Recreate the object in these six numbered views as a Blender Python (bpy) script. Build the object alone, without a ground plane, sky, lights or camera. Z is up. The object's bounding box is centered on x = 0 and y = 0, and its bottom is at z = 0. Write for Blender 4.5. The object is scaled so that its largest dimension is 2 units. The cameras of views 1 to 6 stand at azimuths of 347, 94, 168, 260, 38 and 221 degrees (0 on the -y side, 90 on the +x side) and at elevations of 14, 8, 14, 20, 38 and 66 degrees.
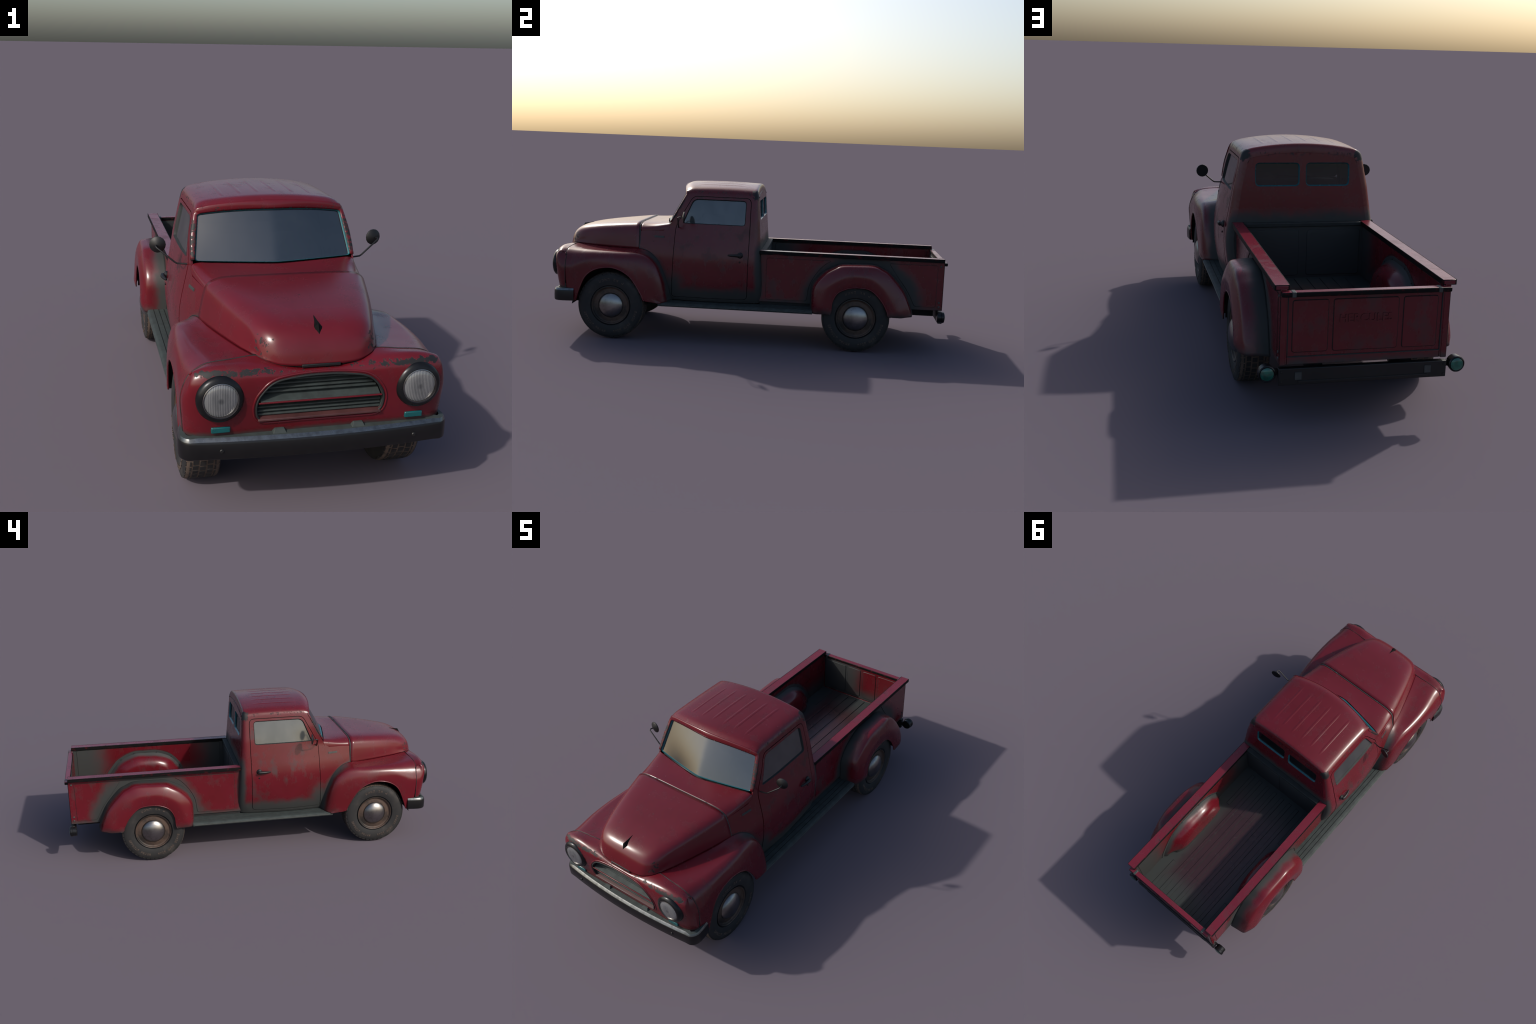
"""Old red pickup truck, built panel by panel. Front looks along -y, driver sits at +x."""
import bpy, math, random
import numpy as np
from mathutils import Vector, Matrix
from mathutils.geometry import delaunay_2d_cdt

random.seed(7)
for o in list(bpy.data.objects):
    bpy.data.objects.remove(o, do_unlink=True)
COL = bpy.context.scene.collection

# ------------------------------------------------------------------ node helpers
class NT:
    def __init__(s, name):
        s.mat = bpy.data.materials.new(name)
        s.mat.use_nodes = True
        s.t = s.mat.node_tree
        s.bsdf = s.t.nodes["Principled BSDF"]
        s.tc = s.t.nodes.new("ShaderNodeTexCoord")
        s.obj = s.tc.outputs["Object"]
        sep = s.t.nodes.new("ShaderNodeSeparateXYZ")
        s.t.links.new(s.obj, sep.inputs[0])
        s.x, s.y, s.z = sep.outputs
    def put(s, sock, v):
        if isinstance(v, bpy.types.NodeSocket):
            s.t.links.new(v, sock)
        elif isinstance(v, (tuple, list)) and len(v) == 3 and sock.type == 'RGBA':
            sock.default_value = (*v, 1)
        else:
            sock.default_value = v
    def math(s, op, a, b=0.0, c=0.0, clamp=False):
        n = s.t.nodes.new("ShaderNodeMath"); n.operation = op; n.use_clamp = clamp
        s.put(n.inputs[0], a); s.put(n.inputs[1], b); s.put(n.inputs[2], c)
        return n.outputs[0]
    def add(s, a, b): return s.math('ADD', a, b)
    def mul(s, a, b): return s.math('MULTIPLY', a, b)
    def mx(s, a, b): return s.math('MAXIMUM', a, b)
    def mn(s, a, b): return s.math('MINIMUM', a, b)
    def absx(s): return s.math('ABSOLUTE', s.x)
    def step(s, v, a, b, lo=0.0, hi=1.0):
        """smooth step from lo at v=a to hi at v=b (a may exceed b)"""
        n = s.t.nodes.new("ShaderNodeMapRange"); n.interpolation_type = 'SMOOTHSTEP'
        if a > b: a, b, lo, hi = b, a, hi, lo
        s.put(n.inputs["Value"], v)
        n.inputs["From Min"].default_value = a; n.inputs["From Max"].default_value = b
        n.inputs["To Min"].default_value = lo; n.inputs["To Max"].default_value = hi
        return n.outputs[0]
    def noise(s, scale, detail=4, rough=.55, stretch=None, vec=None):
        n = s.t.nodes.new("ShaderNodeTexNoise")
        n.inputs["Scale"].default_value = scale
        n.inputs["Detail"].default_value = detail
        n.inputs["Roughness"].default_value = rough
        v = vec or s.obj
        if stretch:
            m = s.t.nodes.new("ShaderNodeMapping"); m.inputs["Scale"].default_value = stretch
            s.t.links.new(v, m.inputs[0]); v = m.outputs[0]
        s.t.links.new(v, n.inputs["Vector"])
        return n.outputs["Fac"]
    def mix(s, f, a, b):
        n = s.t.nodes.new("ShaderNodeMix"); n.data_type = 'RGBA'
        s.put(n.inputs[0], f); s.put(n.inputs[6], a); s.put(n.inputs[7], b)
        return n.outputs[2]
    def lerp(s, f, a, b):
        n = s.t.nodes.new("ShaderNodeMix"); n.data_type = 'FLOAT'
        s.put(n.inputs[0], f); s.put(n.inputs[2], a); s.put(n.inputs[3], b)
        return n.outputs[0]
    def radial(s, cy, cz, a, b):
        dy = s.math('DIVIDE', s.math('SUBTRACT', s.y, cy), a)
        dz = s.math('DIVIDE', s.math('SUBTRACT', s.z, cz), b)
        return s.math('SQRT', s.add(s.mul(dy, dy), s.mul(dz, dz)))
    def dist(s, p, ab=True):
        """distance to a point mirrored across x"""
        dx = s.math('SUBTRACT', s.absx() if ab else s.x, p[0])
        dy = s.math('SUBTRACT', s.y, p[1]); dz = s.math('SUBTRACT', s.z, p[2])
        return s.math('SQRT', s.add(s.add(s.mul(dx, dx), s.mul(dy, dy)), s.mul(dz, dz)))
    def out(s, color=None, rough=None, metal=None, bump=None, bump_d=.001, **kw):
        if color is not None: s.put(s.bsdf.inputs["Base Color"], color)
        if rough is not None: s.put(s.bsdf.inputs["Roughness"], rough)
        if metal is not None: s.put(s.bsdf.inputs["Metallic"], metal)
        for k, v in kw.items(): s.put(s.bsdf.inputs[k.replace('_', ' ')], v)
        if bump is not None:
            n = s.t.nodes.new("ShaderNodeBump"); n.inputs["Distance"].default_value = bump_d
            n.inputs["Strength"].default_value = .6
            s.t.links.new(bump, n.inputs["Height"]); s.t.links.new(n.outputs[0], s.bsdf.inputs["Normal"])
        return s.mat

RED = (.106, .0062, .0120)
RED_DEEP = (.091, .0046, .0078)
DUST = (.021, .028, .027)
STEEL = (.006, .006, .0065)

def paint(name, dust=None, chip=None, film=.30, red=RED, sheen=1.0, grain=1.0):
    """worn red enamel; dust(nt) and chip(nt) give 0..1 masks of where dirt and bare steel sit"""
    t = NT(name)
    n1 = t.noise(13, 6, .62); n2 = t.noise(4.5, 5, .6); n3 = t.noise(70, 4, .6)
    col = t.mix(t.step(n2, .35, .70), red, RED_DEEP if red is RED else tuple(v * .85 for v in red))
    # thin dust film in patches, with vertical runs
    runs = t.noise(9, 5, .65, (3.0, 3.0, .7))
    filmm = t.mul(t.step(t.add(n1, t.mul(runs, .6)), .80, 1.02), film)
    m = filmm
    if dust is not None:
        d = dust(t)
        edge = t.mul(t.mul(d, t.math('SUBTRACT', 1.0, d)), 4.0)
        d = t.add(d, t.mul(t.mul(t.math('SUBTRACT', n1, .5), edge), 1.1 * grain))
        d = t.add(d, t.mul(t.mul(t.math('SUBTRACT', n3, .5), edge), .45 * grain))
        d = t.step(d, .05, .98)
        m = t.mx(m, t.mul(d, .95))
    col = t.mix(m, col, DUST)
    # chips: sparse specks everywhere, dense where chip() says so
    c1 = t.noise(85, 5, .7)
    c2 = t.noise(22, 3, .6)
    thr = t.add(t.mul(t.step(c2, .50, .75), .095), 0.0)
    if chip is not None:
        thr = t.add(thr, t.mul(chip(t), .40))
    cm = t.step(t.add(c1, thr), .715, .745)
    col = t.mix(cm, col, STEEL)
    rough = t.lerp(m, t.add(.21, t.mul(n2, .08)), .70)
    rough = t.lerp(cm, rough, .62)
    return t.out(col, rough, bump=t.add(t.mul(cm, -1.0), t.mul(n3, .02)), bump_d=.0006,
                 Specular_IOR_Level=.5 * sheen)

def plain(name, color, rough=.5, metal=0.0, var=.25, scale=25, **kw):
    t = NT(name)
    n = t.noise(scale, 5, .6)
    c = t.mix(t.mul(t.step(n, .35, .7), var * 2), color, tuple(v * .45 for v in color))
    return t.out(c, t.add(rough - .06, t.mul(n, .14)), metal, **kw)

# ---- masks of where dirt lies
def d_low(t):   # splash from the road on door and sill
    a = t.step(t.z, .315, .235)
    b = t.mul(t.step(t.y, -.27, -.385), t.step(t.z, .42, .26))
    return t.mx(a, b)
def d_cab(t):
    a = d_low(t)
    w = t.mul(t.step(t.y, .015, .055), t.step(t.z, .56, .47))
    f = t.step(t.radial(-.69, .17, .30, .29), 1.22, 1.02)       # behind the wing
    return t.mx(t.mx(a, w), t.mul(f, .8))
def d_front_fender(t):
    a = t.mul(t.step(t.absx(), .352, .31), t.step(t.y, -.60, -.46))
    b = t.mul(t.step(t.z, .25, .19), t.step(t.y, -.56, -.47))
    return t.mx(a, t.mul(b, .45))
def d_rear_fender(t):
    a = t.step(t.absx(), .358, .290)
    b = t.step(t.z, .245, .175)
    return t.mx(a, t.mul(b, .75))
def d_bed(t):
    a = t.step(t.radial(.575, .20, .29, .275), 1.25, .88)
    b = t.step(t.z, .255, .215)
    c = t.mul(t.step(t.y, .12, .06), .5)
    return t.mx(t.mx(a, t.mul(b, .7)), c)
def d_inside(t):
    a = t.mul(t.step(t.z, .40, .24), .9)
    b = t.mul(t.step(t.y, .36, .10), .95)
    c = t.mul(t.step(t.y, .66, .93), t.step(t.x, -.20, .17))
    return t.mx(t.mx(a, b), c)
def d_gate(t):
    a = t.mul(t.step(t.z, .36, .25), .85)
    b = t.step(t.x, .10, -.13)
    return t.mx(a, b)
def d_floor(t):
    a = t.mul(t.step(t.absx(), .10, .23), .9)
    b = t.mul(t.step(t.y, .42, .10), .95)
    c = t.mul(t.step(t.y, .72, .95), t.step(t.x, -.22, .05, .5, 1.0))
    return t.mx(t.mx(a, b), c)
def d_house(t):
    a = t.step(t.absx(), .222, .255)
    return t.mx(a, t.step(t.z, .29, .245))
def d_nose(t):
    return t.mul(t.step(t.z, .275, .248), .85)
def c_nose(t):
    l = t.step(t.math('ABSOLUTE', t.math('SUBTRACT', t.z, .437)), .016, .002)
    front = t.step(t.y, -.945, -.968)
    side = t.step(t.absx(), .06, .27, .32, .80)
    return t.mul(t.mul(l, front), side)
def c_cab(t):
    a = t.step(t.dist((.25, .036, .757)), .050, .012)
    b = t.mul(t.step(t.math('ABSOLUTE', t.math('SUBTRACT', t.z, .757)), .014, .003), .36)
    p = t.mul(t.mul(t.step(t.dist((.262, -.372, .66)), .10, .05), t.step(t.math("ADD", t.y, t.mul(t.math("SUBTRACT", .60, t.z), .545)), -.388, -.398)), .62)
    return t.mx(t.mx(a, b), p)
def c_edge(t):
    return t.step(t.z, .462, .466, .95, 0.0)
def c_hood(t):
    return t.mul(t.step(t.dist((.155, -.925, .49)), .06, .015), .42)

M_cab = paint("red_cab_paint", d_cab, c_cab, film=.14)
M_door = paint("red_door_paint", d_cab, film=.55)
M_hood = paint("red_hood_paint", None, c_hood, film=.10)
M_nose = paint("red_nose_paint", d_nose, c_nose, film=.12)
M_ff = paint("red_wing_paint", d_front_fender, film=.15)
M_rf = paint("red_rear_wing_paint", d_rear_fender, film=.18)
M_bed = paint("red_bed_paint", d_bed, film=.42)
M_inside = paint("dusty_bed_inside", d_inside, film=.2, grain=.5)
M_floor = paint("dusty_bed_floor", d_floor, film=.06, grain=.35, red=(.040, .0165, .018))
M_gate = paint("dusty_tailgate_inside", d_gate, film=.2, grain=.5)
M_house = paint("dusty_wheelhouse", d_house, film=.3)
M_rail = paint("rail_paint", None, lambda t: t.mul(t.step(t.noise(30, 3), .3, .6), .10), film=.25, red=(.135, .011, .022))
M_railedge = NT("worn_rail_edge")
_t = M_railedge
_m = _t.step(_t.noise(60, 5, .7, (1, .35, 1)), .56, .62)
M_railedge = _t.out(_t.mix(_m, (.003, .003, .0035), (.05, .004, .006)), .6, Specular_IOR_Level=.15)
M_sill = plain("dusty_red_sill", (.075, .030, .030), .32, 0, .4, 14)
M_dust = plain("dusty_rubber_tread", (.027, .037, .036), .75, 0, .35, 30)
M_seam = plain("seam_rubber", (.010, .013, .013), .7)
M_beading = plain("grey_beading", (.045, .050, .048), .5, 0, .3, 60)
M_dark = plain("underbody_black", (.008, .008, .009), .8)
M_bumper = plain("dark_bumper_steel", (.0065, .0065, .007), .32, .10, .25, 40)
M_bumper_top = plain("bumper_edge_lightened_for_sun_glint", (.19, .20, .20), .28, .95, .35, 60)
M_iron = plain("black_iron", (.006, .006, .0065), .5, 0.1)
M_black = plain("dull_black", (.002, .002, .0022), .75, Specular_IOR_Level=.12)
M_trim = plain("teal_window_trim", (.012, .105, .125), .25, 0, .15)
M_teal = plain("teal_lens", (.002, .080, .086), .25, 0, .2, 50, Coat_Weight=.5)
M_tail = plain("green_tail_lens", (.002, .12, .085), .15, 0, .5, 45, Coat_Weight=.5)
M_ring = plain("dark_lamp_ring", (.022, .023, .025), .28, .7)
M_chrome = None
_t = NT("brushed_hubcap")
_n = _t.noise(30, 5, .65, (1, 1, 6)); _s = _t.noise(9, 4, .6)
M_chrome = _t.out(_t.mix(_t.step(_s, .4, .7), (.30, .29, .28), (.17, .16, .15)), _t.add(.20, _t.mul(_n, .22)), 1.0)
_t = NT("rusty_rim")
_n = _t.noise(26, 5, .65)
M_rim = _t.out(_t.mix(_t.step(_t.noise(11, 5, .65), .36, .58), (.014, .012, .011), (.078, .050, .037)), .62, .25)
_t = NT("old_tyre_rubber")
_n = _t.noise(12, 6, .65); _n2 = _t.noise(55, 4, .6)
M_tyre = _t.out(_t.mix(_t.step(_t.add(_n, _t.mul(_n2, .25)), .60, .95), (.0125, .0125, .013), (.046, .040, .035)), .72, bump=_n2, bump_d=.0006)
M_mud = plain("dried_mud", (.105, .074, .056), .9, 0, .4, 60)
M_letter = plain("muddy_lettering", (.095, .068, .055), .8, 0, .6, 70)
M_seat = plain("seat_cloth", (.030, .030, .032), .8)
M_dash = plain("dash_metal", (.035, .040, .042), .6)

def glass(name, tint, solid_part, dusty):
    """old coated glass: mostly mirror-like, a little of the dim cab shows through, dust film on top"""
    t = NT(name)
    n = t.noise(16, 6, .7); n2 = t.noise(5, 4, .6, (1, 1, .5))
    d = t.mul(t.add(t.mul(t.step(n, .42, .75), .35), t.mul(t.step(n2, .35, .7), .65)), dusty)
    t.out(t.mix(d, tint, (.095, .100, .096)), t.add(.07, t.mul(d, .30)), 0, IOR=2.2)
    tr = t.t.nodes.new("ShaderNodeBsdfTransparent"); tr.inputs[0].default_value = (.55, .6, .62, 1)
    mixs = t.t.nodes.new("ShaderNodeMixShader")
    t.put(mixs.inputs[0], t.math('ADD', solid_part, t.mul(d, .5), clamp=True))
    t.t.links.new(tr.outputs[0], mixs.inputs[1]); t.t.links.new(t.bsdf.outputs[0], mixs.inputs[2])
    t.t.links.new(mixs.outputs[0], t.t.nodes["Material Output"].inputs["Surface"])
    return t.mat
M_glass = glass("dusty_window_glass", (.035, .040, .042), .72, .45)
M_rglass = glass("rear_window_glass", (.012, .014, .016), .40, .12)
M_wglass = glass("windscreen_glass", (.014, .021, .030), .72, .10)
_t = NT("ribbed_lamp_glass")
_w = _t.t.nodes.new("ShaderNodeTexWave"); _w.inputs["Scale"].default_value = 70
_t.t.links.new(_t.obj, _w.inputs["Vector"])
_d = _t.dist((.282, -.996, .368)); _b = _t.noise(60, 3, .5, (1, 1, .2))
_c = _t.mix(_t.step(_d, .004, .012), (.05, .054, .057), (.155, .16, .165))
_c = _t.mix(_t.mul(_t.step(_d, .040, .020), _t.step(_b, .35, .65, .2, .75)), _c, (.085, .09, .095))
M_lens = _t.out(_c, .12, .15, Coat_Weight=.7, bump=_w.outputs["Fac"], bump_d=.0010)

# ------------------------------------------------------------------ mesh helpers
root = bpy.data.objects.new("pickup_truck", None); COL.objects.link(root)
root["label"] = "weathered red vintage pickup truck with open cargo bed"
root["category"] = "pickup truck"

def mk(name, V, F, mat, parent=root, angle=38, mats=None, fmat=None):
    me = bpy.data.meshes.new(name)
    me.from_pydata([tuple(map(float, v)) for v in V], [], [tuple(map(int, f)) for f in F])
    me.validate(); me.update()
    for m in (mats or [mat]): me.materials.append(m)
    if fmat is not None:
        me.polygons.foreach_set("material_index", np.array(fmat, dtype=np.int32))
    me.shade_smooth()
    me.set_sharp_from_angle(angle=math.radians(angle))
    o = bpy.data.objects.new(name, me); COL.objects.link(o); o.parent = parent
    return o

def bevel(o, w, seg=2, ang=40):
    m = o.modifiers.new("bevel", 'BEVEL'); m.width = w; m.segments = seg
    m.limit_method = 'ANGLE'; m.angle_limit = math.radians(ang); m.use_clamp_overlap = True
    return o

def solid(o, t, off=-1):
    m = o.modifiers.new("solid", 'SOLIDIFY'); m.thickness = t; m.offset = off
    m.use_even_offset = False
    return o

class Geo:
    """collects pieces to join in one mesh"""
    def __init__(s): s.V = []; s.F = []; s.M = []
    def add(s, V, F, m=0):
        b = len(s.V); s.V += [tuple(v) for v in V]; s.F += [tuple(i + b for i in f) for f in F]; s.M += [m] * len(F)
    def box(s, lo, hi, m=0):
        V, F = box_vf(lo, hi); s.add(V, F, m)

def box_vf(lo, hi):
    (a, b, c), (d, e, f) = lo, hi
    V = [(a, b, c), (d, b, c), (d, e, c), (a, e, c), (a, b, f), (d, b, f), (d, e, f), (a, e, f)]
    F = [(3, 2, 1, 0), (4, 5, 6, 7), (0, 1, 5, 4), (1, 2, 6, 5), (2, 3, 7, 6), (3, 0, 4, 7)]
    return V, F

def box(name, lo, hi, mat, parent=root, bev=.002):
    V, F = box_vf(lo, hi)
    o = mk(name, V, F, mat, parent)
    if bev: bevel(o, bev)
    return o

def cr(P, t):
    """Catmull-Rom through control rows P at fractional indices t"""
    P = np.asarray(P, float); n = len(P); t = np.clip(np.asarray(t, float), 0, n - 1)
    i = np.minimum(t.astype(int), n - 2); f = t - i
    E = np.concatenate([[2 * P[0] - P[1]], P, [2 * P[-1] - P[-2]]])
    sh = (-1,) + (1,) * (P.ndim - 1); f = f.reshape(sh)
    a, b, c, d = E[i], E[i + 1], E[i + 2], E[i + 3]
    return .5 * (2 * b + (c - a) * f + (2 * a - 5 * b + 4 * c - d) * f * f + (3 * b - a - 3 * c + d) * f ** 3)

def loft(C, nu, nv):
    C = np.asarray(C, float); m, n = C.shape[:2]
    A = cr(C, np.linspace(0, m - 1, (m - 1) * nu + 1))
    A = np.swapaxes(A, 0, 1)
    A = cr(A, np.linspace(0, n - 1, (n - 1) * nv + 1))
    return np.swapaxes(A, 0, 1)

def grid_vf(G, flip=False, close=False):
    m, n = G.shape[:2]; F = []
    for i in range(m - 1 + (1 if close else 0)):
        for j in range(n - 1):
            k = (i + 1) % m
            f = (i * n + j, i * n + j + 1, k * n + j + 1, k * n + j)
            F.append(f[::-1] if flip else f)
    return G.reshape(-1, 3), F

def mirror(G, s):
    G = np.array(G, float); G[..., 0] *= s; return G

def sheet(name, G, mat, parent=root, s=1, thick=.004, flip=False, angle=50):
    V, F = grid_vf(mirror(G, s), flip ^ (s < 0))
    o = mk(name, V, F, mat, parent, angle)
    if thick: solid(o, thick)
    return o

def tube_vf(path, r, seg=10, closed=False):
    P = [Vector(p) for p in path]; n = len(P); V = []; F = []
    up = Vector((0, 0, 1)); prev = None
    for i, p in enumerate(P):
        a = P[(i - 1) % n] if (closed or i > 0) else p
        b = P[(i + 1) % n] if (closed or i < n - 1) else p
        d = (b - a).normalized()
        if prev is None:
            u = d.cross(up)
            if u.length < .1: u = d.cross(Vector((1, 0, 0)))
        else:
            u = prev - d * prev.dot(d)
        u.normalize(); prev = u; w = d.cross(u)
        rr = r[i] if isinstance(r, (list, tuple)) else r
        for k in range(seg):
            t = 2 * math.pi * k / seg
            V.append(tuple(p + (u * math.cos(t) + w * math.sin(t)) * rr))
    for i in range(n if closed else n - 1):
        for k in range(seg):
            a = i * seg + k; b = i * seg + (k + 1) % seg; j = (i + 1) % n
            F.append((a, b, j * seg + (k + 1) % seg, j * seg + k))
    if not closed:
        F.append(tuple(range(seg))[::-1]); F.append(tuple((n - 1) * seg + k for k in range(seg)))
    return V, F

def tube(name, path, r, mat, parent=root, seg=10, closed=False):
    V, F = tube_vf(path, r, seg, closed)
    return mk(name, V, F, mat, parent, 60)

def lathe_vf(prof, seg=48, axis='x', c=(0, 0, 0)):
    """prof: (radius, along) pairs"""
    V = []; F = []
    for r, h in prof:
        for k in range(seg):
            t = 2 * math.pi * k / seg
            a, b = r * math.cos(t), r * math.sin(t)
            p = (h, a, b) if axis == 'x' else (a, h, b)
            V.append((p[0] + c[0], p[1] + c[1], p[2] + c[2]))
    n = len(prof)
    for i in range(n - 1):
        for k in range(seg):
            q = (k + 1) % seg
            F.append((i * seg + k, i * seg + q, (i + 1) * seg + q, (i + 1) * seg + k))
    F.append(tuple(range(seg))[::-1]); F.append(tuple((n - 1) * seg + k for k in range(seg)))
    return V, F

def lathe(name, prof, mat, parent=root, seg=48, axis='x', c=(0, 0, 0), angle=32, caps=True):
    V, F = lathe_vf(prof, seg, axis, c)
    if not caps: F = F[:-2]
    return mk(name, V, F, mat, parent, angle)

def round_poly(pts, r, seg=4):
    """round the corners of a closed 2D polygon"""
    out = []; n = len(pts)
    for i in range(n):
        p = Vector(pts[i]); a = Vector(pts[i - 1]); b = Vector(pts[(i + 1) % n])
        rr = r[i] if isinstance(r, (list, tuple)) else r
        if rr <= 0: out.append(tuple(p)); continue
        da, db = (a - p), (b - p)
        l = min(rr, da.length * .45, db.length * .45)
        s, e = p + da.normalized() * l, p + db.normalized() * l
        for k in range(seg + 1):
            t = k / seg
            out.append(tuple((1 - t) ** 2 * s + 2 * t * (1 - t) * p + t * t * e))
    return out

def resample(loop, sp):
    out = []; n = len(loop)
    for i in range(n):
        a = np.array(loop[i], float); b = np.array(loop[(i + 1) % n], float)
        k = max(1, int(math.ceil(np.linalg.norm(b - a) / sp)))
        for j in range(k): out.append(tuple(a + (b - a) * j / k))
    return out

def inside(P, loop):
    x, y = P[:, 0], P[:, 1]; r = np.zeros(len(P), bool); L = np.array(loop)
    x0, y0 = L[:, 0], L[:, 1]; x1, y1 = np.roll(x0, -1), np.roll(y0, -1)
    for a, b, c, d in zip(x0, y0, x1, y1):
        if b == d: continue
        hit = ((b > y) != (d > y)) & (x < (c - a) * (y - b) / (d - b) + a)
        r ^= hit
    return r

def near(P, loop):
    L = np.array(loop); best = np.full(len(P), 1e9)
    for a, b in zip(L, np.roll(L, -1, 0)):
        d = b - a; l = d @ d
        if l == 0: continue
        t = np.clip(((P - a) @ d) / l, 0, 1)
        best = np.minimum(best, np.linalg.norm(P - (a + t[:, None] * d), axis=1))
    return best

def offset_loop(loop, d):
    """move a counter-clockwise loop outwards by d"""
    L = np.array(loop, float); n = len(L); out = []
    area = np.sum(L[:, 0] * np.roll(L[:, 1], -1) - np.roll(L[:, 0], -1) * L[:, 1])
    s = 1 if area > 0 else -1
    for i in range(n):
        a = L[i] - L[i - 1]; b = L[(i + 1) % n] - L[i]
        na = np.array([a[1], -a[0]]) / (np.linalg.norm(a) + 1e-12); nb = np.array([b[1], -b[0]]) / (np.linalg.norm(b) + 1e-12)
        m = na + nb; q = m @ m
        m = m / q * 2 if q > .3 else (na)
        out.append(tuple(L[i] + s * d * m))
    return out

def cut_panel(outer, holes, sp):
    loops = [resample(l, sp) for l in [outer] + list(holes)]
    V = []; E = []
    for l in loops:
        b = len(V); V += l; E += [(b + i, b + (i + 1) % len(l)) for i in range(len(l))]
    O = np.array(outer); lo, hi = O.min(0), O.max(0)
    gx = np.arange(lo[0] + sp / 2, hi[0], sp); gy = np.arange(lo[1] + sp / 2, hi[1], sp)
    P = np.array([(a + (sp / 2 if j % 2 else 0), b) for j, b in enumerate(gy) for a in gx])
    if len(P):
        ok = inside(P, loops[0])
        for h in loops[1:]: ok &= ~inside(P, h)
        P = P[ok]
        if len(P):
            d = np.min([near(P, l) for l in loops], axis=0)
            P = P[d > sp * .55]
            V += [tuple(p) for p in P]
    r = delaunay_2d_cdt([Vector(v) for v in V], E, [], 0, 1e-7)
    W = np.array([tuple(v) for v in r[0]]); T = [tuple(f) for f in r[2]]
    C = np.array([W[list(f)].mean(0) for f in T])
    ok = inside(C, loops[0])
    for h in loops[1:]: ok &= ~inside(C, h)
    return W, [f for f, k in zip(T, ok) if k]

def panel(name, outer, holes, fn, mat, parent=root, sp=.012, thick=.005, lift=0.0, flip=False, angle=38, bev=0.0):
    """cut a panel out of the surface fn(P)->xyz; thick goes to the inside"""
    W, T = cut_panel(outer, holes, sp)
    e = 1e-4
    P = fn(W); du = fn(W + [e, 0]) - fn(W - [e, 0]); dv = fn(W + [0, e]) - fn(W - [0, e])
    N = np.cross(du, dv); N /= np.linalg.norm(N, axis=1)[:, None] + 1e-12
    if flip: N = -N; T = [f[::-1] for f in T]
    n = len(P); A = P + N * lift; B = P + N * (lift - thick)
    V = np.concatenate([A, B]); F = list(T) + [tuple(i + n for i in f[::-1]) for f in T]
    cnt = {}
    for f in T:
        for a, b in zip(f, f[1:] + f[:1]): cnt[(a, b)] = 1
    for (a, b) in cnt:
        if (b, a) not in cnt: F.append((b, a, a + n, b + n))
    o = mk(name, V, F, mat, parent, angle)
    if bev: bevel(o, bev, 2, 50)
    return o

# ------------------------------------------------------------------ cab: one surface, panels cut from it
SEC = np.array([  # q (arc parameter, = z on the flank), half width, height
    (.170, .288, .170), (.205, .300, .205), (.24, .311, .24), (.30, .3225, .30), (.36, .3280, .36), (.42, .3275, .42), (.47, .3200, .47), (.52, .3085, .52),
    (.58, .2945, .58), (.65, .2785, .65), (.71, .2650, .71), (.737, .2585, .737), (.752, .2545, .7530), (.768, .2460, .7685),
    (.793, .223, .7805), (.832, .1845, .7885), (.893, .1215, .7965), (.953, .06, .8010), (1.013, 0, .8025), (1.073, -.06, .8010)])
QC = 1.013
def section(q):
    q = np.asarray(q, float)
    i = np.clip(np.searchsorted(SEC[:, 0], q) - 1, 0, len(SEC) - 2)
    f = (q - SEC[i, 0]) / (SEC[i + 1, 0] - SEC[i, 0])
    def m(k, c):  # slopes for a cubic Hermite
        k0 = np.clip(k - 1, 0, len(SEC) - 1); k1 = np.clip(k + 1, 0, len(SEC) - 1)
        return (SEC[k1, c] - SEC[k0, c]) / (SEC[k1, 0] - SEC[k0, 0])
    h = SEC[i + 1, 0] - SEC[i, 0]; out = []
    for c in (1, 2):
        p0, p1, m0, m1 = SEC[i, c], SEC[i + 1, c], m(i, c) * h, m(i + 1, c) * h
        out.append((2 * f ** 3 - 3 * f ** 2 + 1) * p0 + (f ** 3 - 2 * f ** 2 + f) * m0 + (-2 * f ** 3 + 3 * f ** 2) * p1 + (f ** 3 - f ** 2) * m1)
    return out
V0, V1, RB = .024, .066, .030         # v where the back corner starts / ends, corner radius
def back_y(z): return .061 - .022 * np.clip((z - .45) / .3, -.6, 1.2)
def front_y(q):
    """where windscreen and roof end"""
    x, z = section(q)
    pil = -.400 + (z - .60) * .545
    top = -.323 - .036 * (1 - np.clip(np.abs(x) / .2555, 0, 1) ** 2)
    k = np.clip((q - .725) / .04, 0, 1); k = k * k * (3 - 2 * k)
    return pil * (1 - k) + top * k
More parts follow.
